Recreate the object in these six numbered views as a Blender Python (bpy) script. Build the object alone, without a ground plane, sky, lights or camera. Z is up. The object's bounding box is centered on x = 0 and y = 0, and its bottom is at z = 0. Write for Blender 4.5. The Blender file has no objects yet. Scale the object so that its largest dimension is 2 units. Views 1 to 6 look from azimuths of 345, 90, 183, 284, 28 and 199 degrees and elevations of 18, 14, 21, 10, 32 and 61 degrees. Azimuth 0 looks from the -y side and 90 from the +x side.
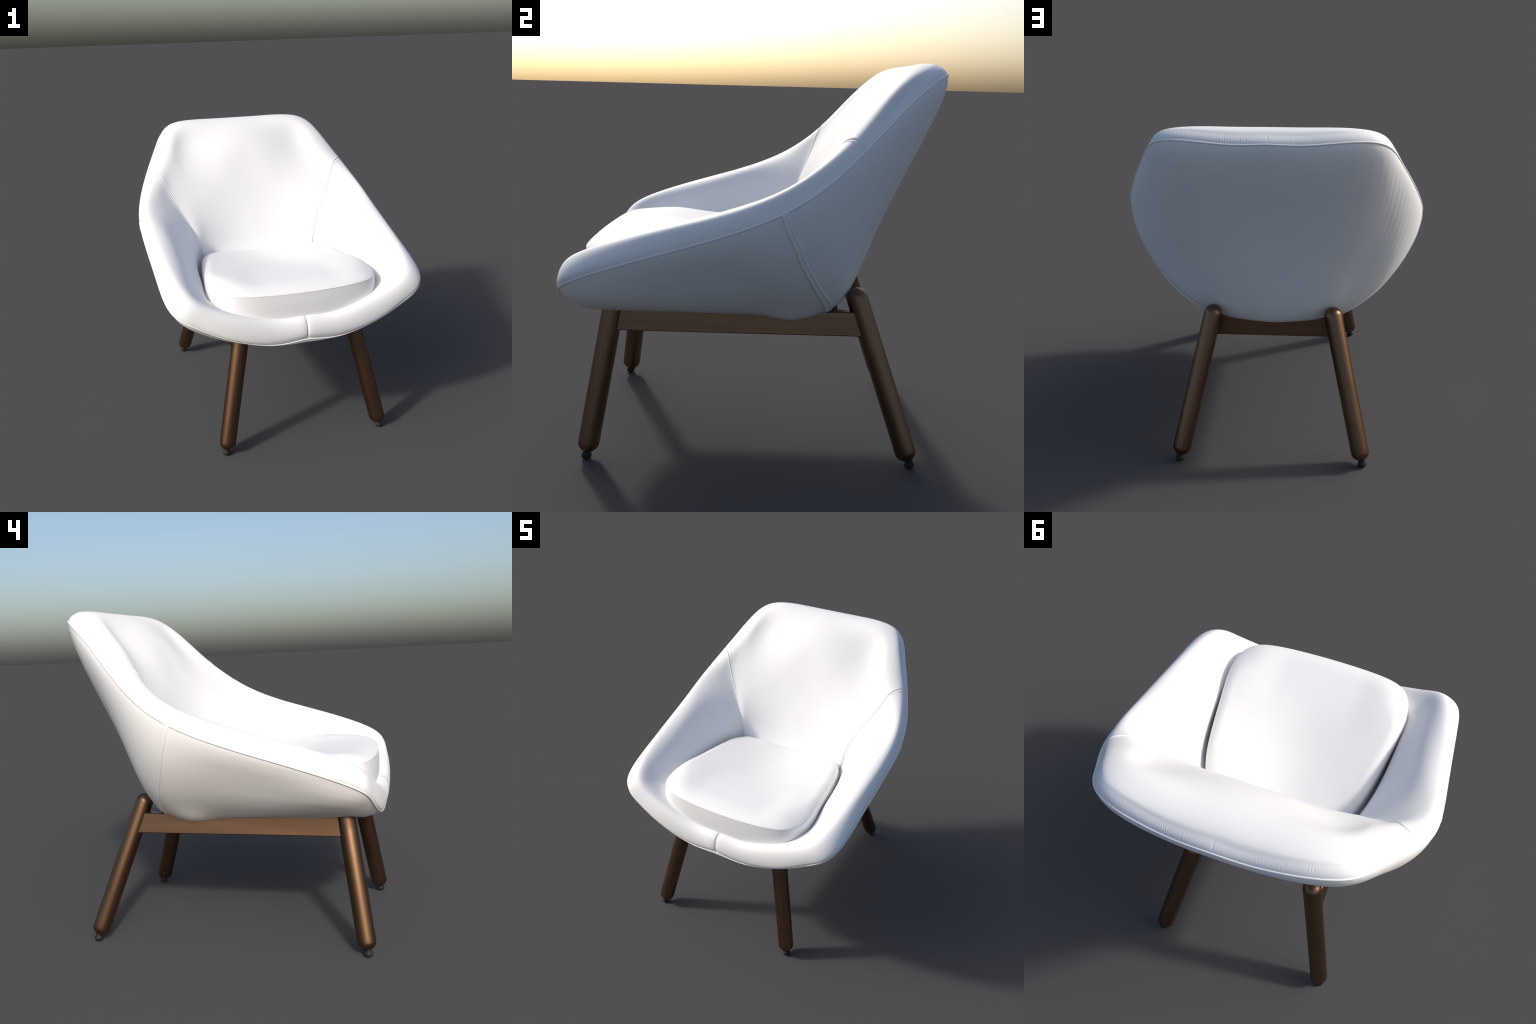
"""White upholstered lounge armchair on a splayed wooden frame."""
import math
import bpy
import numpy as np
from mathutils import Matrix, Vector

MIRROR = np.array([-1.0, 1.0, 1.0])

# ------------------------------------------------------------------ guide curves
# The shell is lofted over guide curves that run from the front centre (first
# point) along the right-hand side to the back centre (last point), 13 stations
# each; the left half is the mirror image.
UNDERSIDE_EDGE = [
    (0.000, -0.761, 0.754), (0.179, -0.756, 0.757), (0.360, -0.737, 0.771), (0.500, -0.685, 0.792),
    (0.485, -0.485, 0.785), (0.433, -0.197, 0.765), (0.399, 0.046, 0.751), (0.426, 0.226, 0.759),
    (0.404, 0.364, 0.778), (0.348, 0.418, 0.783), (0.250, 0.450, 0.773), (0.120, 0.461, 0.760),
    (0.000, 0.470, 0.757),
]
LOWER_FLANK = [
    (0.000, -0.825, 0.734), (0.185, -0.820, 0.737), (0.406, -0.804, 0.770), (0.597, -0.773, 0.828),
    (0.664, -0.613, 0.860), (0.632, -0.294, 0.868), (0.616, 0.026, 0.893), (0.643, 0.269, 0.928),
    (0.603, 0.430, 0.986), (0.496, 0.507, 1.066), (0.377, 0.581, 1.125), (0.174, 0.617, 1.128),
    (0.000, 0.625, 1.130),
]
UPPER_FLANK = [
    (0.000, -0.902, 0.758), (0.183, -0.891, 0.755), (0.444, -0.868, 0.805), (0.660, -0.836, 0.885),
    (0.795, -0.727, 0.957), (0.798, -0.380, 1.036), (0.823, -0.035, 1.134), (0.845, 0.257, 1.247),
    (0.767, 0.472, 1.401), (0.646, 0.633, 1.533), (0.486, 0.762, 1.616), (0.223, 0.804, 1.618),
    (0.000, 0.810, 1.619),
]
PIPING_LINE = [
    (0.000, -0.907, 0.778), (0.200, -0.900, 0.765), (0.475, -0.890, 0.831), (0.689, -0.870, 0.934),
    (0.833, -0.787, 1.029), (0.870, -0.470, 1.144), (0.885, -0.088, 1.266), (0.875, 0.247, 1.424),
    (0.778, 0.500, 1.640), (0.668, 0.684, 1.822), (0.523, 0.849, 1.940), (0.215, 0.912, 1.936),
    (0.000, 0.920, 1.939),
]
ROLL_OUTER = [
    (0.000, -0.921, 0.812), (0.224, -0.915, 0.803), (0.499, -0.905, 0.861), (0.697, -0.877, 0.973),
    (0.838, -0.789, 1.063), (0.860, -0.472, 1.193), (0.870, -0.096, 1.321), (0.867, 0.240, 1.443),
    (0.767, 0.478, 1.664), (0.652, 0.656, 1.847), (0.522, 0.805, 1.976), (0.214, 0.875, 1.978),
    (0.000, 0.881, 1.976),
]
ROLL_CREST = [
    (0.000, -0.892, 0.910), (0.186, -0.892, 0.906), (0.425, -0.880, 0.971), (0.616, -0.854, 1.046),
    (0.742, -0.776, 1.134), (0.807, -0.472, 1.244), (0.840, -0.098, 1.352), (0.840, 0.197, 1.479),
    (0.747, 0.454, 1.684), (0.639, 0.633, 1.878), (0.497, 0.788, 1.987), (0.200, 0.851, 1.993),
    (0.000, 0.853, 1.992),
]
ROLL_INNER = [
    (0.000, -0.825, 0.918), (0.187, -0.823, 0.918), (0.430, -0.800, 0.965), (0.584, -0.757, 1.041),
    (0.660, -0.691, 1.099), (0.702, -0.444, 1.216), (0.747, -0.103, 1.343), (0.770, 0.194, 1.474),
    (0.686, 0.401, 1.660), (0.586, 0.563, 1.846), (0.469, 0.690, 1.965), (0.203, 0.735, 1.988),
    (0.000, 0.732, 1.988),
]
INNER_SHOULDER = [
    (0.000, -0.800, 0.905), (0.170, -0.800, 0.910), (0.395, -0.775, 0.945), (0.530, -0.715, 1.005),
    (0.607, -0.620, 1.060), (0.635, -0.400, 1.145), (0.655, -0.090, 1.260), (0.675, 0.210, 1.425),
    (0.645, 0.355, 1.570), (0.556, 0.478, 1.735), (0.430, 0.605, 1.865), (0.195, 0.590, 1.880),
    (0.000, 0.575, 1.880),
]
INNER_WALL = [
    (0.000, -0.775, 0.850), (0.160, -0.775, 0.855), (0.365, -0.750, 0.900), (0.505, -0.700, 0.970),
    (0.580, -0.600, 1.030), (0.577, -0.385, 1.085), (0.572, -0.080, 1.150), (0.538, 0.188, 1.268),
    (0.548, 0.278, 1.385), (0.490, 0.350, 1.515), (0.345, 0.440, 1.655), (0.168, 0.458, 1.705),
    (0.000, 0.455, 1.700),
]
INNER_LOWER = [
    (0.000, -0.750, 0.790), (0.160, -0.750, 0.795), (0.350, -0.720, 0.840), (0.490, -0.680, 0.930),
    (0.562, -0.590, 1.000), (0.560, -0.380, 1.040), (0.532, -0.080, 1.070), (0.478, 0.172, 1.120),
    (0.452, 0.206, 1.180), (0.405, 0.234, 1.225), (0.285, 0.268, 1.250), (0.130, 0.289, 1.268),
    (0.000, 0.291, 1.270),
]
POCKET_FOOT = [
    (0.000, -0.740, 0.780), (0.150, -0.740, 0.785), (0.330, -0.700, 0.810), (0.460, -0.650, 0.850),
    (0.535, -0.570, 0.880), (0.540, -0.360, 0.930), (0.500, -0.070, 0.950), (0.425, 0.162, 0.990),
    (0.410, 0.180, 0.995), (0.355, 0.180, 1.010), (0.250, 0.190, 1.020), (0.120, 0.192, 1.020),
    (0.000, 0.192, 1.020),
]
UNDERSIDE_CENTRE = (0.0, -0.12, 0.752)
POCKET_CENTRE = (0.0, -0.15, 0.82)
STATIONS = 13
SEAM_T = 7.92           # station at which the inner back panel meets the arm panels
PIPING_ROW = 5          # index of PIPING_LINE in the row stack below

# ------------------------------------------------------------------ spline tools


def spline_moments(x, p):
    n = len(x)
    h = np.diff(x)
    a = np.zeros((n, n))
    b = np.zeros((n,) + p.shape[1:])
    a[0, 0] = a[-1, -1] = 1.0
    for i in range(1, n - 1):
        a[i, i - 1], a[i, i], a[i, i + 1] = h[i - 1], 2 * (h[i - 1] + h[i]), h[i]
        b[i] = 6 * ((p[i + 1] - p[i]) / h[i] - (p[i] - p[i - 1]) / h[i - 1])
    return np.linalg.solve(a, b.reshape(n, -1)).reshape(b.shape)


def spline_at(x, p, m, t):
    i = np.clip(np.searchsorted(x, t, side="right") - 1, 0, len(x) - 2)
    h = x[i + 1] - x[i]
    shape = (-1,) + (1,) * (p.ndim - 1)
    a, b, h = ((x[i + 1] - t) / h).reshape(shape), ((t - x[i]) / h).reshape(shape), h.reshape(shape)
    return a * p[i] + b * p[i + 1] + ((a ** 3 - a) * m[i] + (b ** 3 - b) * m[i + 1]) * h * h / 6


def closed_spline(points, n):
    p = np.array(points, float)
    k = len(p)
    q = np.concatenate([p[-4:], p, p[:4]])
    x = np.arange(len(q)) - 4.0
    return spline_at(x, q, spline_moments(x, q), np.linspace(0, k, n, endpoint=False))


def smooth(a, b, v):
    f = np.clip((v - a) / (b - a), 0, 1)
    return f * f * (3 - 2 * f)


# ------------------------------------------------------------------ shell loft
edge = np.array(UNDERSIDE_EDGE)
centre = np.tile(UNDERSIDE_CENTRE, (STATIONS, 1))
inner_ring = centre + (edge - centre) * 0.75
inner_ring[:, 2] = 0.75
pocket = np.array(POCKET_FOOT)
floor = np.tile(POCKET_CENTRE, (STATIONS, 1))
ROWS = np.stack([centre, inner_ring, edge, LOWER_FLANK, UPPER_FLANK, PIPING_LINE, ROLL_OUTER, ROLL_CREST,
                 ROLL_INNER, INNER_SHOULDER, INNER_WALL, INNER_LOWER, pocket, floor])


def rows_at(t):
    """Guide-curve points at loop parameters t (0..12 right half, 12..24 left half)."""
    t = np.mod(np.asarray(t, float), 24.0)
    left = t > 12
    th = np.where(left, 24 - t, t)
    p = np.moveaxis(ROWS, 1, 0)
    q = np.concatenate([p[3:0:-1] * MIRROR, p, p[-2:-5:-1] * MIRROR])
    x = np.arange(len(q)) - 3.0
    out = spline_at(x, q, spline_moments(x, q), th)
    out[left] *= MIRROR
    return out                      # (len(t), rows, 3)


def section_at(points, s):
    """Cross-section spline through one stack of row points, at row parameters s."""
    d = np.sqrt(np.linalg.norm(np.diff(points, axis=0), axis=1)) + 1e-6
    x = np.concatenate([[0], np.cumsum(d)])
    k = np.minimum(s.astype(int), len(d) - 1)
    return spline_at(x, points, spline_moments(x, points), x[k] + (s - k) * d[k])


def loop_parameters():
    """Sampling round the loop, denser at the stitched seams and along the top of the back."""
    density = lambda t: (1.0 + 5.0 * np.exp(-((t - SEAM_T) / 0.05) ** 2) + 5.0 * np.exp(-(t / 0.06) ** 2)
                         + 1.6 * smooth(9.3, 10.0, t))
    fine = np.linspace(0, 12, 6001)
    c = np.concatenate([[0], np.cumsum((density(fine)[1:] + density(fine)[:-1]) / 2 * np.diff(fine))])
    half = np.interp(np.linspace(0, c[-1], 860), c, fine)
    half[np.argmin(abs(half - SEAM_T))] = SEAM_T
    return np.concatenate([half, 24 - half[-2:0:-1]])


T = loop_parameters()
SUBDIV = [3, 4, 10, 14, 14, 16, 12, 12, 12, 10, 10, 8, 3]
S_PARAM = np.concatenate([i + np.arange(k) / k for i, k in enumerate(SUBDIV)] + [[len(SUBDIV)]])
GRID = np.stack([section_at(p, S_PARAM) for p in rows_at(T)], axis=1)      # (rows, loop, 3)


def grid_normals(g):
    du = np.gradient(g, axis=0)
    dv = np.roll(g, -1, axis=1) - np.roll(g, 1, axis=1)
    n = np.cross(du, dv)
    length = np.linalg.norm(n, axis=2, keepdims=True)
    n = n / np.maximum(length, 1e-12)
    n[0], n[-1] = (0, 0, -1), (0, 0, 1)
    return n


def outward(g):
    n = grid_normals(g)
    mid = S_PARAM.searchsorted(4.5)
    side = np.argmin(abs(T - 6.0))
    return n if n[mid, side, 0] > 0 else -n


NORMAL = outward(GRID)
S2 = S_PARAM[:, None] * np.ones_like(T)[None]
T2 = np.where(T > 12, 24 - T, T)[None] * np.ones_like(S_PARAM)[:, None]
step = np.linalg.norm(np.roll(GRID, -1, axis=1) - np.roll(GRID, 1, axis=1), axis=2)
dt = np.mod(np.roll(T, -1) - np.roll(T, 1), 24)[None]
SPEED = step / dt                                                  # metres per station


def waves(x, seed, count, low, high):
    """Sum of seeded sines: a smooth one-dimensional wobble in -1..1."""
    rng = np.random.default_rng(seed)
    f = rng.uniform(low, high, count)
    ph = rng.uniform(0, 2 * math.pi, count)
    return sum(np.sin(x * a + b) for a, b in zip(f, ph)) / math.sqrt(count)


def relief():
    inside = smooth(5.02, 5.3, S2)
    # front centre seam: the two arm covers pinch together
    d = T2 * SPEED
    r = inside * (-0.009 * np.exp(-(d / 0.005) ** 2) - 0.003 * np.exp(-(d / 0.022) ** 2))
    # seam between back panel and arm panels: groove with a raised lip
    d = (T2 - SEAM_T) * SPEED
    lip = inside * (1 - smooth(11.0, 11.6, S2)) * (1 - 0.9 * smooth(8.8, 10.6, S2))
    r += lip * (-0.0048 * np.exp(-(d / 0.0040) ** 2) + 0.0018 * np.exp(-((d + 0.010) / 0.0055) ** 2)
                + 0.0010 * np.exp(-((d - 0.011) / 0.006) ** 2))
    # tiny gathers of the cover above the piping along the top of the back
    x = np.where(T > 12, 24 - T, T)[None] * 0.36 + 0 * S2
    side = np.where(T > 12, 1.0, -1.0)[None]
    gather = waves(x + side * 3, 5, 6, 380, 700) * smooth(-0.9, 0.9, waves(x + side, 8, 3, 18, 50))
    r += 0.0006 * gather * np.exp(-((S2 - 5.55) / 0.20) ** 2) * smooth(9.75, 10.1, T2) * (1 - smooth(11.45, 11.75, T2))
    # short stitch at the middle of the top edge
    r -= 0.0012 * np.exp(-((12 - T2) * SPEED / 0.003) ** 2) * np.exp(-((S2 - 5.6) / 0.3) ** 2)
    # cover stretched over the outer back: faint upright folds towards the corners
    fold = np.sin(T2 * 30 + 1.2 * np.sin(S2 * 2.1)) + 0.5 * waves(T2, 3, 3, 20, 50)
    r += 0.00018 * fold * smooth(2.6, 3.4, S2) * (1 - smooth(4.5, 4.9, S2)) * smooth(7.2, 8.0, T2) * (1 - smooth(9.9, 10.6, T2))
    # long soft stretch lines on the flanks
    r += 0.0004 * waves(S2 + 0.12 * T2, 12, 4, 4, 13) * smooth(2.2, 2.9, S2) * (1 - smooth(4.3, 4.8, S2)) * (1 - smooth(5.6, 6.6, T2)) * smooth(2.0, 3.5, T2)
    return r


def sag(g):
    """Padding that bulges under the shell beside the frame, towards the rear."""
    q = g.copy()
    w = np.exp(-((abs(g[..., 0]) - 0.43) / 0.13) ** 2 - ((g[..., 1] - 0.20) / 0.12) ** 2) * (S2 < 4)
    q[..., 2] -= 0.022 * w * (1 - smooth(0.78, 0.90, g[..., 2]))
    return q


SHELL = sag(GRID + NORMAL * relief()[..., None])
SHELL_NORMAL = outward(SHELL)

# ------------------------------------------------------------------ materials


def new_material(name):
    m = bpy.data.materials.new(name)
    m.use_nodes = True
    return m, m.node_tree, m.node_tree.nodes["Principled BSDF"]


def node(tree, kind, **inputs):
    n = tree.nodes.new(kind)
    for k, v in inputs.items():
        n.inputs[k.replace("_", " ")].default_value = v
    return n


def upholstery_material():
    m, tree, bsdf = new_material("white_upholstery")
    coords = tree.nodes.new("ShaderNodeTexCoord")
    cloud = node(tree, "ShaderNodeTexNoise", Scale=3.0, Detail=3.0)
    ramp = tree.nodes.new("ShaderNodeValToRGB")
    ramp.color_ramp.elements[0].position, ramp.color_ramp.elements[0].color = 0.3, UPHOLSTERY_DARK
    ramp.color_ramp.elements[1].position, ramp.color_ramp.elements[1].color = 0.7, UPHOLSTERY_LIGHT
    grain = node(tree, "ShaderNodeTexNoise", Scale=420.0, Detail=2.0)
    bump = node(tree, "ShaderNodeBump", Strength=0.04, Distance=0.0006)
    link = tree.links.new
    link(coords.outputs["Object"], cloud.inputs["Vector"])
    link(coords.outputs["Object"], grain.inputs["Vector"])
    link(cloud.outputs["Fac"], ramp.inputs["Fac"])
    link(ramp.outputs["Color"], bsdf.inputs["Base Color"])
    link(grain.outputs["Fac"], bump.inputs["Height"])
    link(bump.outputs["Normal"], bsdf.inputs["Normal"])
    bsdf.inputs["Roughness"].default_value = UPHOLSTERY_ROUGHNESS
    bsdf.inputs["Specular IOR Level"].default_value = UPHOLSTERY_SPECULAR
    return m


def wood_material(name, stretch, tone=1.0):
    """Dark stained wood with a satin, slightly coppery lacquer; stretch thins the grain along one axis."""
    m, tree, bsdf = new_material(name)
    coords = tree.nodes.new("ShaderNodeTexCoord")
    mapping = tree.nodes.new("ShaderNodeMapping")
    mapping.inputs["Scale"].default_value = stretch
    grain = node(tree, "ShaderNodeTexNoise", Scale=9.0, Detail=5.0, Roughness=0.6, Distortion=0.4)
    ramp = tree.nodes.new("ShaderNodeValToRGB")
    ramp.color_ramp.elements[0].position, ramp.color_ramp.elements[0].color = 0.32, (*[c * tone for c in WOOD_DARK[:3]], 1)
    ramp.color_ramp.elements[1].position, ramp.color_ramp.elements[1].color = 0.68, (*[c * tone for c in WOOD_LIGHT[:3]], 1)
    link = tree.links.new
    link(coords.outputs["Object"], mapping.inputs["Vector"])
    link(mapping.outputs["Vector"], grain.inputs["Vector"])
    link(grain.outputs["Fac"], ramp.inputs["Fac"])
    link(ramp.outputs["Color"], bsdf.inputs["Base Color"])
    bsdf.inputs["Metallic"].default_value = WOOD_METALLIC
    bsdf.inputs["Roughness"].default_value = WOOD_ROUGHNESS
    return m


def rubber_material():
    m, tree, bsdf = new_material("black_rubber")
    coords = tree.nodes.new("ShaderNodeTexCoord")
    speck = node(tree, "ShaderNodeTexNoise", Scale=60.0)
    ramp = tree.nodes.new("ShaderNodeValToRGB")
    ramp.color_ramp.elements[0].color = (0.013, 0.0135, 0.014, 1)
    ramp.color_ramp.elements[1].color = (0.022, 0.0225, 0.023, 1)
    tree.links.new(coords.outputs["Object"], speck.inputs["Vector"])
    tree.links.new(speck.outputs["Fac"], ramp.inputs["Fac"])
    tree.links.new(ramp.outputs["Color"], bsdf.inputs["Base Color"])
    bsdf.inputs["Roughness"].default_value = 0.6
    bsdf.inputs["Specular IOR Level"].default_value = 0.2
    return m


UPHOLSTERY_DARK = (0.80, 0.80, 0.80, 1)
UPHOLSTERY_LIGHT = (0.82, 0.82, 0.82, 1)
UPHOLSTERY_ROUGHNESS = 0.6
UPHOLSTERY_SPECULAR = 0.3
WOOD_DARK = (0.175, 0.102, 0.062, 1)
WOOD_LIGHT = (0.225, 0.132, 0.080, 1)
WOOD_METALLIC = 1.0
WOOD_ROUGHNESS = 0.36
FABRIC = upholstery_material()
LEG_WOOD = wood_material("stained_leg_wood", (2.0, 2.0, 0.25))
RAIL_WOOD = wood_material("stained_rail_wood", (3.0, 0.10, 3.0), 0.88)
CROSS_RAIL_WOOD = wood_material("stained_cross_rail_wood", (0.12, 3.0, 6.0))
RUBBER = rubber_material()

# ------------------------------------------------------------------ object helpers
chair = bpy.data.objects.new("lounge_armchair", None)
bpy.context.collection.objects.link(chair)
chair["label"] = "white upholstered shell armchair on dark splayed wooden legs"
chair["category"] = "armchair"


def add_mesh(name, verts, faces, material, parent, normals=None):
    me = bpy.data.meshes.new(name)
    me.from_pydata([tuple(map(float, v)) for v in verts], [], [tuple(map(int, f)) for f in faces])
    me.materials.append(material)
    me.shade_smooth()
    me.update()
    if normals is not None:
        me.normals_split_custom_set_from_vertices([tuple(map(float, v)) for v in normals])
    ob = bpy.data.objects.new(name, me)
    bpy.context.collection.objects.link(ob)
    ob.parent = parent
    return ob


def grid_faces(nu, nv, closed_v):
    out = []
    for i in range(nu - 1):
        for j in range(nv if closed_v else nv - 1):
            k = (j + 1) % nv
            out.append((i * nv + j, (i + 1) * nv + j, (i + 1) * nv + k, i * nv + k))
    return out


# ------------------------------------------------------------------ upholstered shell, split by panel
nu, nv = SHELL.shape[:2]
quads = np.array(grid_faces(nu, nv, True))
flat = SHELL.reshape(-1, 3)
flat_n = SHELL_NORMAL.reshape(-1, 3)
q = quads[0 + nv * S_PARAM.searchsorted(4.5) + np.argmin(abs(T - 6.0))]
if np.dot(np.cross(flat[q[1]] - flat[q[0]], flat[q[2]] - flat[q[0]]), flat_n[q[0]]) < 0:
    quads = quads[:, ::-1]

STRAP_ROWS = [2.0, 2.3, 3.2, 3.7, 4.3, 5.0]
STRAP_FRONT = [8.02, 7.75, 7.08, 6.82, 6.69, 6.63]
STRAP_REAR = [8.40, 8.08, 7.22, 6.92, 6.77, 6.715]
strap_mid = np.interp(S_PARAM, STRAP_ROWS, (np.array(STRAP_FRONT) + STRAP_REAR) / 2)

face_s = quads // nv
face_s_mid = S_PARAM[face_s].mean(axis=1)
face_t = T[quads % nv]
wrap = face_t.max(axis=1) - face_t.min(axis=1) > 12
face_t_mid = np.where(wrap, 23.999, face_t.mean(axis=1))
right = face_t_mid < 12
half_t = np.where(right, face_t_mid, 24 - face_t_mid)
inside = face_s_mid > PIPING_ROW
behind_seam = half_t > SEAM_T
behind_strap = half_t > np.interp(face_s_mid, S_PARAM, strap_mid)
REGIONS = [("backrest", inside & behind_seam),
           ("armrest", inside & ~behind_seam & right),
           ("armrest", inside & ~behind_seam & ~right),
           ("outer_back_panel", ~inside & behind_strap),
           ("seat_shell", ~inside & ~behind_strap)]
panels = {}
for name, mask in REGIONS:
    fs = quads[mask]
    used, inverse = np.unique(fs, return_inverse=True)
    ob = add_mesh(name, flat[used], inverse.reshape(fs.shape), FABRIC, chair, flat_n[used])
    panels.setdefault(name, ob)


# ------------------------------------------------------------------ piping and straps
def tube(path, radius, closed, sides=10):
    path = np.asarray(path)
    tan = (np.roll(path, -1, 0) - np.roll(path, 1, 0)) if closed else np.gradient(path, axis=0)
    tan /= np.linalg.norm(tan, axis=1, keepdims=True)
    ref = np.array([0.13, 0.2, 0.97])
    a = np.cross(tan, ref)
    a /= np.linalg.norm(a, axis=1, keepdims=True)
    b = np.cross(tan, a)
    ang = np.arange(sides) * 2 * math.pi / sides
    ring = path[None] + radius * (np.cos(ang)[:, None, None] * a + np.sin(ang)[:, None, None] * b)
    n = len(path)
    verts = ring.transpose(1, 0, 2).reshape(-1, 3)
    faces = []
    for i in range(n if closed else n - 1):
        for j in range(sides):
            k, m = (i + 1) % n, (j + 1) % sides
            faces.append((i * sides + j, i * sides + m, k * sides + m, k * sides + j))
    return verts, faces


row = S_PARAM.searchsorted(PIPING_ROW)
path = SHELL[row] + SHELL_NORMAL[row] * 0.0005
keep = np.arange(0, nv, 2)
v, f = tube(path[keep], 0.0046, True)
add_mesh("piping", v, f, FABRIC, chair)


def shell_point(s, t):
    """Points and normals of the smooth shell at row parameter s, loop parameter t."""
    p = np.stack([section_at(r, np.array([a]))[0] for r, a in zip(rows_at(t), s)])
    h = 1e-3
    ps = np.stack([section_at(r, np.array([a + h]))[0] for r, a in zip(rows_at(t), s)])
    pt = np.stack([section_at(r, np.array([a]))[0] for r, a in zip(rows_at(t + h), s)])
    n = np.cross(ps - p, pt - p)
    n /= np.linalg.norm(n, axis=1, keepdims=True)
    return p, n


def strap_mesh(mirror):
    s = np.linspace(2.05, 5.0, 90)
    front, rear = np.interp(s, STRAP_ROWS, STRAP_FRONT), np.interp(s, STRAP_ROWS, STRAP_REAR)
    for _ in range(30):                                   # soften the corners of the two edge lines
        front[1:-1] = (front[:-2] + 2 * front[1:-1] + front[2:]) / 4
        rear[1:-1] = (rear[:-2] + 2 * rear[1:-1] + rear[2:]) / 4
    profile = [(-0.04, -0.006), (0.0, 0.0040), (0.05, 0.0070), (0.14, 0.0074), (0.30, 0.0048), (0.5, 0.0046),
               (0.70, 0.0048), (0.86, 0.0074), (0.95, 0.0070), (1.0, 0.0040), (1.04, -0.006)]
    cols = []
    for across, height in profile:
        p, n = shell_point(s, front + (rear - front) * across)
        n = np.where((n[:, :1] > 0), n, -n)
        cols.append(sag_points(p) + n * height)
    g = np.stack(cols, axis=1)
    if mirror:
        g = g * MIRROR
    faces = grid_faces(len(s), len(profile), False)
    if mirror:
        faces = [fc[::-1] for fc in faces]
    return g.reshape(-1, 3), faces


def sag_points(p):
    q = p.copy()
    w = np.exp(-((abs(p[:, 0]) - 0.43) / 0.13) ** 2 - ((p[:, 1] - 0.20) / 0.12) ** 2)
    q[:, 2] -= 0.022 * w * (1 - smooth(0.78, 0.90, p[:, 2]))
    return q


for mirror in (False, True):
    v, f = strap_mesh(mirror)
    add_mesh("strap", v, f, FABRIC, panels["outer_back_panel"])

# ------------------------------------------------------------------ seat cushion
CUSHION_OUTLINE = [(0.0, -0.858), (0.20, -0.852), (0.38, -0.830), (0.50, -0.775), (0.555, -0.665), (0.562, -0.52),
                   (0.540, -0.33), (0.508, -0.12), (0.468, 0.06), (0.422, 0.170), (0.36, 0.205), (0.19, 0.218),
                   (0.0, 0.220)]
CUSHION_EDGE_Z = [1.078, 1.080, 1.086, 1.092, 1.094, 1.094, 1.088, 1.078, 1.066, 1.054, 1.048, 1.044, 1.044]
half = np.array([(x, y, z) for (x, y), z in zip(CUSHION_OUTLINE, CUSHION_EDGE_Z)])
outline = closed_spline(np.concatenate([half, half[-2:0:-1] * MIRROR]), 240)
CUSHION_MIDDLE = np.array([0.0, -0.42])
CUSHION_TOP = 1.124


def seat_surface(x, y):
    """Height of the sat-in cushion top: high at front and sides, dished towards the middle of the rear."""
    hollow = 0.058 * np.exp(-(x / 0.38) ** 2 - (np.minimum(y + 0.08, 0) / 0.36) ** 2)
    shoulder = 0.014 * smooth(0.22, 0.45, abs(x)) * (1 - smooth(-0.55, -0.25, y))
    return CUSHION_TOP + shoulder - hollow - 0.030 * smooth(0.0, 0.25, y) * smooth(0.2, 0.45, abs(x))


def seat_cushion():
    rings = []
    xy, ze = outline[:, :2], outline[:, 2]
    frontness = 1 - smooth(-0.75, -0.45, xy[:, 1])

    def ring(scale, z):
        rings.append(np.column_stack([CUSHION_MIDDLE + (xy - CUSHION_MIDDLE) * np.reshape(scale, (-1, 1)), z]))
    one = np.ones(len(xy))
    base = 0.86
    # the roll of the top edge: short and tall at sides and rear, long and low behind the front seam
    roll = 0.30 * frontness + 0.13 * (1 - frontness)
    top_edge = seat_surface(*(CUSHION_MIDDLE + (xy - CUSHION_MIDDLE) * 0.9).T)
    start = (ze - 0.004) * frontness + (top_edge - 0.050) * (1 - frontness)
    ring(0.30 * one, base * one)
    ring(0.80 * one, base * one)
    for f, sc in ((0.03, 0.95), (0.12, 0.985), (0.3, 1.006), (0.5, 1.012), (0.7, 1.011), (0.85, 1.006), (0.94, 1.002)):
        ring(sc * one, base + (start - base) * f)
    for q in np.linspace(0, 1, 40) ** 2:
        r = 1 - roll * q
        p = CUSHION_MIDDLE + (xy - CUSHION_MIDDLE) * r[:, None]
        top = seat_surface(p[:, 0], p[:, 1])
        rise = frontness * (0.6 * (1 - (1 - q) ** 2.2) + 0.4 * math.sqrt(1 - (1 - q) ** 2)) + (1 - frontness) * math.sqrt(1 - (1 - q) ** 2)
        ring(r, start + (top - start) * rise)
    for k in np.linspace(1, 0, 30)[1:-1]:
        r = (1 - roll) * k
        p = CUSHION_MIDDLE + (xy - CUSHION_MIDDLE) * r[:, None]
        ring(r, seat_surface(p[:, 0], p[:, 1]))
    g = np.stack(rings)
    n = g.shape[1]
    faces = grid_faces(len(g), n, True)
    verts = np.concatenate([g.reshape(-1, 3), [[*CUSHION_MIDDLE, base]], [[*CUSHION_MIDDLE, seat_surface(0.0, CUSHION_MIDDLE[1])]]])
    bottom, top = len(verts) - 2, len(verts) - 1
    last = (len(g) - 1) * n
    for j in range(n):
        k = (j + 1) % n
        faces.append((bottom, j, k))
        faces.append((last + j, top, last + k))
    faces = [fc[::-1] for fc in faces]
    return verts, faces


v, f = seat_cushion()
cushion = add_mesh("seat_cushion", v, f, FABRIC, chair)

# stitched welt along the front top edge, sinking into the cover at both ends
order = np.argsort(outline[:, 0])
front_edge = outline[[i for i in order if outline[i, 1] < -0.60]]
welt = front_edge.copy()
welt[:, :2] = CUSHION_MIDDLE + (front_edge[:, :2] - CUSHION_MIDDLE) * 0.9975
fade = 1 - smooth(-0.82, -0.72, front_edge[:, 1])
welt[:, 2] += -0.011 + 0.008 * fade
v, f = tube(welt, 0.0023, False, 8)
add_mesh("welt", v, f, FABRIC, cushion)

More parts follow.
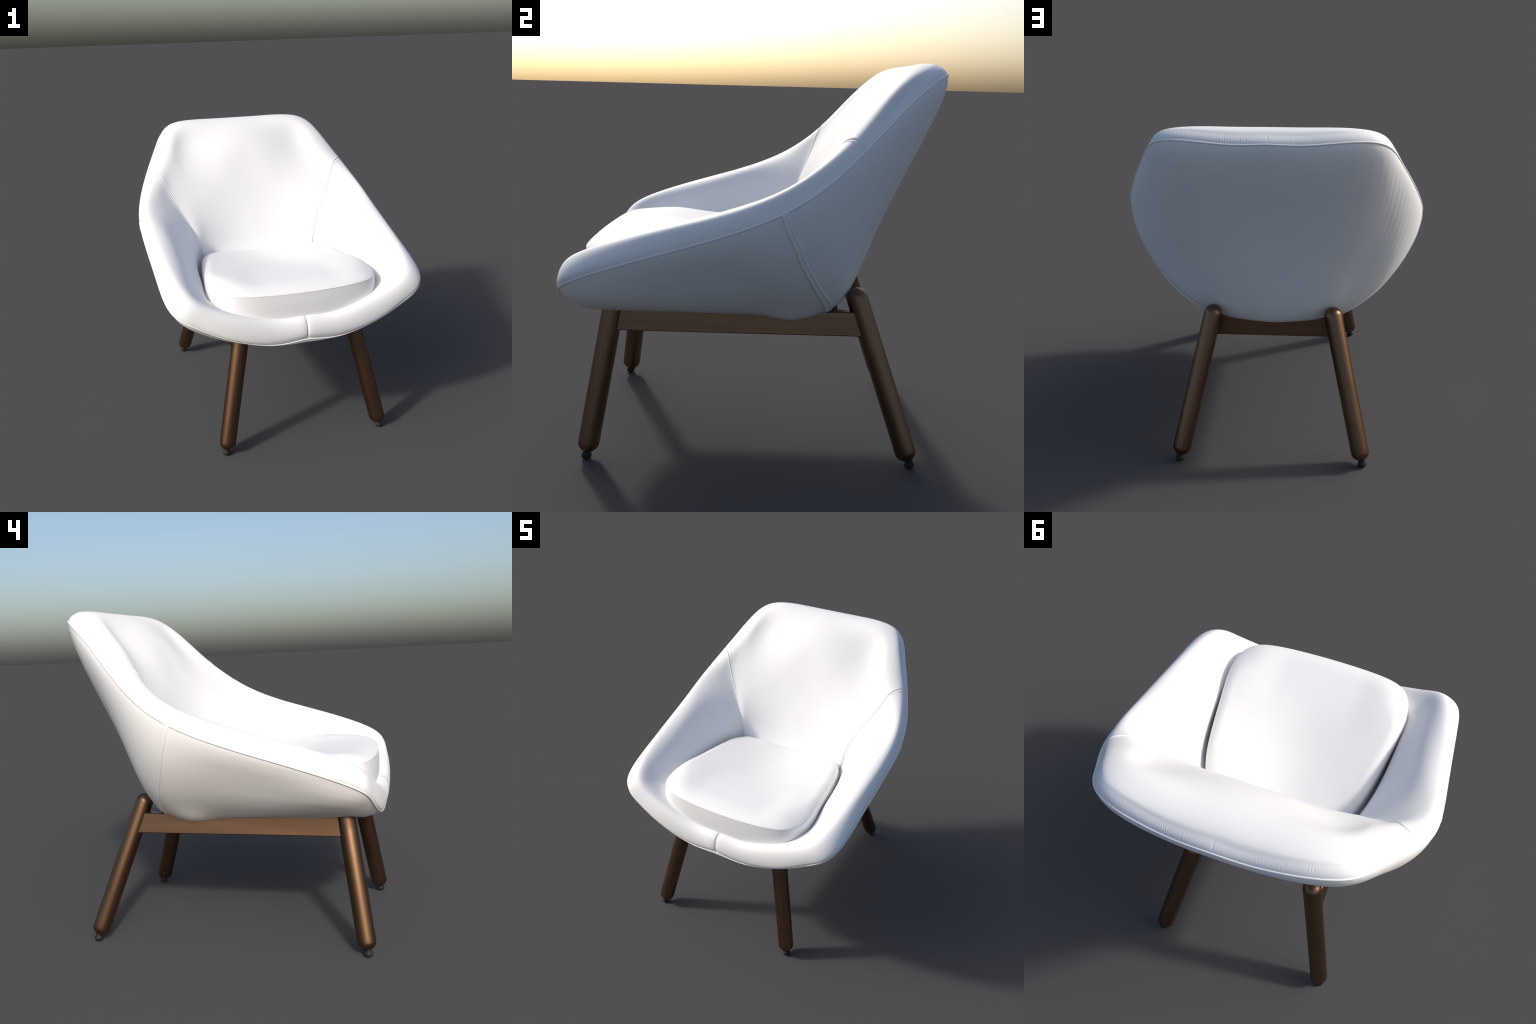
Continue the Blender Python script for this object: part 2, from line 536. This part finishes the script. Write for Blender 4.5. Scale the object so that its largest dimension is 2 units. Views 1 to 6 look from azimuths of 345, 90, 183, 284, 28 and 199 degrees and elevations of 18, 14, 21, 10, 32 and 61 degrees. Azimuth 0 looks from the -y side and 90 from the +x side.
# ------------------------------------------------------------------ wooden frame
LEG_RADIUS = 0.054
FRONT_LEG = ((0.530, -0.817, 0.084), (0.388, -0.706, 0.755))
REAR_LEG = ((0.531, 0.8045, 0.084), (0.357, 0.538, 0.842))


def revolve(profile, sides=40):
    """Mesh of a (radius, height) profile turned about z."""
    verts, faces = [], []
    for r, z in profile:
        for j in range(sides):
            a = 2 * math.pi * j / sides
            verts.append((r * math.cos(a), r * math.sin(a), z))
    for i in range(len(profile) - 1):
        for j in range(sides):
            k = (j + 1) % sides
            faces.append((i * sides + j, i * sides + k, (i + 1) * sides + k, (i + 1) * sides + j))
    faces.append(tuple(range(sides))[::-1])
    faces.append(tuple((len(profile) - 1) * sides + j for j in range(sides)))
    return verts, faces


def leg_mesh(name, length):
    r = LEG_RADIUS
    prof = [(max(r * math.sin(a), 1e-4), -r * 0.95 * math.cos(a)) for a in np.linspace(0, math.pi / 2, 14)]
    prof += [(r, length * k / 24) for k in range(1, 24)]
    prof += [(max(r * math.cos(a), 1e-4), length + r * math.sin(a)) for a in np.linspace(0, math.pi / 2, 14)]
    v, f = revolve(prof)
    me = bpy.data.meshes.new(name)
    me.from_pydata(v, [], f)
    me.materials.append(LEG_WOOD)
    me.shade_smooth()
    return me


FOOT_PROFILE = [(0.004, 0.0), (0.016, 0.0006), (0.0215, 0.004), (0.0248, 0.010), (0.0262, 0.0165), (0.0264, 0.0185),
                (0.0256, 0.0215), (0.0225, 0.0275), (0.0185, 0.034), (0.0170, 0.038), (0.0165, 0.052)]
fv, ff = revolve(FOOT_PROFILE, 28)
foot_mesh = bpy.data.meshes.new("foot")
foot_mesh.from_pydata(fv, [], ff)
foot_mesh.materials.append(RUBBER)
foot_mesh.shade_smooth()

for bottom, top in (FRONT_LEG, REAR_LEG):
    axis = Vector(top) - Vector(bottom)
    mesh = leg_mesh("leg", axis.length)
    for sx in (1, -1):
        b = Vector((bottom[0] * sx, bottom[1], bottom[2]))
        d = Vector((axis.x * sx, axis.y, axis.z))
        leg = bpy.data.objects.new("leg", mesh)
        bpy.context.collection.objects.link(leg)
        leg.parent = chair
        leg.location = b
        leg.rotation_mode = "QUATERNION"
        leg.rotation_quaternion = Vector((0, 0, 1)).rotation_difference(d)
        k = (b.z - 0.02) / d.z
        foot = bpy.data.objects.new("foot", foot_mesh)
        bpy.context.collection.objects.link(foot)
        foot.parent = leg
        bpy.context.view_layer.update()
        foot.matrix_world = Matrix.Translation((b.x - d.x * k, b.y - d.y * k, 0.0))


def rail(name, corners, material):
    """Bevelled plank from eight corner points (bottom four, then top four)."""
    import bmesh
    bm = bmesh.new()
    vs = [bm.verts.new(c) for c in corners]
    for idx in ((3, 2, 1, 0), (4, 5, 6, 7), (0, 1, 5, 4), (1, 2, 6, 5), (2, 3, 7, 6), (3, 0, 4, 7)):
        bm.faces.new([vs[i] for i in idx])
    bmesh.ops.recalc_face_normals(bm, faces=bm.faces)
    bmesh.ops.bevel(bm, geom=list(bm.edges), offset=0.006, segments=3, profile=0.5, affect="EDGES")
    me = bpy.data.meshes.new(name)
    bm.to_mesh(me)
    bm.free()
    me.materials.append(material)
    me.shade_smooth()
    ob = bpy.data.objects.new(name, me)
    bpy.context.collection.objects.link(ob)
    ob.modifiers.new("flat_faces", "WEIGHTED_NORMAL").weight = 100
    ob.parent = chair
    return ob


RAIL_BOTTOM, RAIL_TOP = 0.660, 0.779


def leg_point(leg, z):
    b, t = np.array(leg[0]), np.array(leg[1])
    return b + (t - b) * (z - b[2]) / (t[2] - b[2])


def side_rail(sign):
    out = []
    for z in (RAIL_BOTTOM, RAIL_TOP):
        f, r = leg_point(FRONT_LEG, z), leg_point(REAR_LEG, z)
        for p, dx in ((f, 0.030), (r, 0.035), (r, -0.012), (f, -0.015)):
            out.append((sign * (p[0] + dx), p[1], z))
    return rail("side_rail", out, RAIL_WOOD)


def cross_rail(leg, bottom, top, thickness):
    """Plank between the side rails; bottom and top give (y, z) of its outer face, which leans with the legs."""
    out = []
    for (y, z) in (bottom, top):
        x = leg_point(leg, z)[0] - 0.005
        for sx, yy in ((-1, y), (1, y), (1, y + thickness), (-1, y + thickness)):
            out.append((sx * x, yy, z))
    return rail("cross_rail", out, CROSS_RAIL_WOOD)


side_rail(1)
side_rail(-1)
cross_rail(REAR_LEG, (0.463, 0.661), (0.447, 0.777), -0.045)
cross_rail(FRONT_LEG, (-0.635, 0.668), (-0.62, 0.775), 0.045)
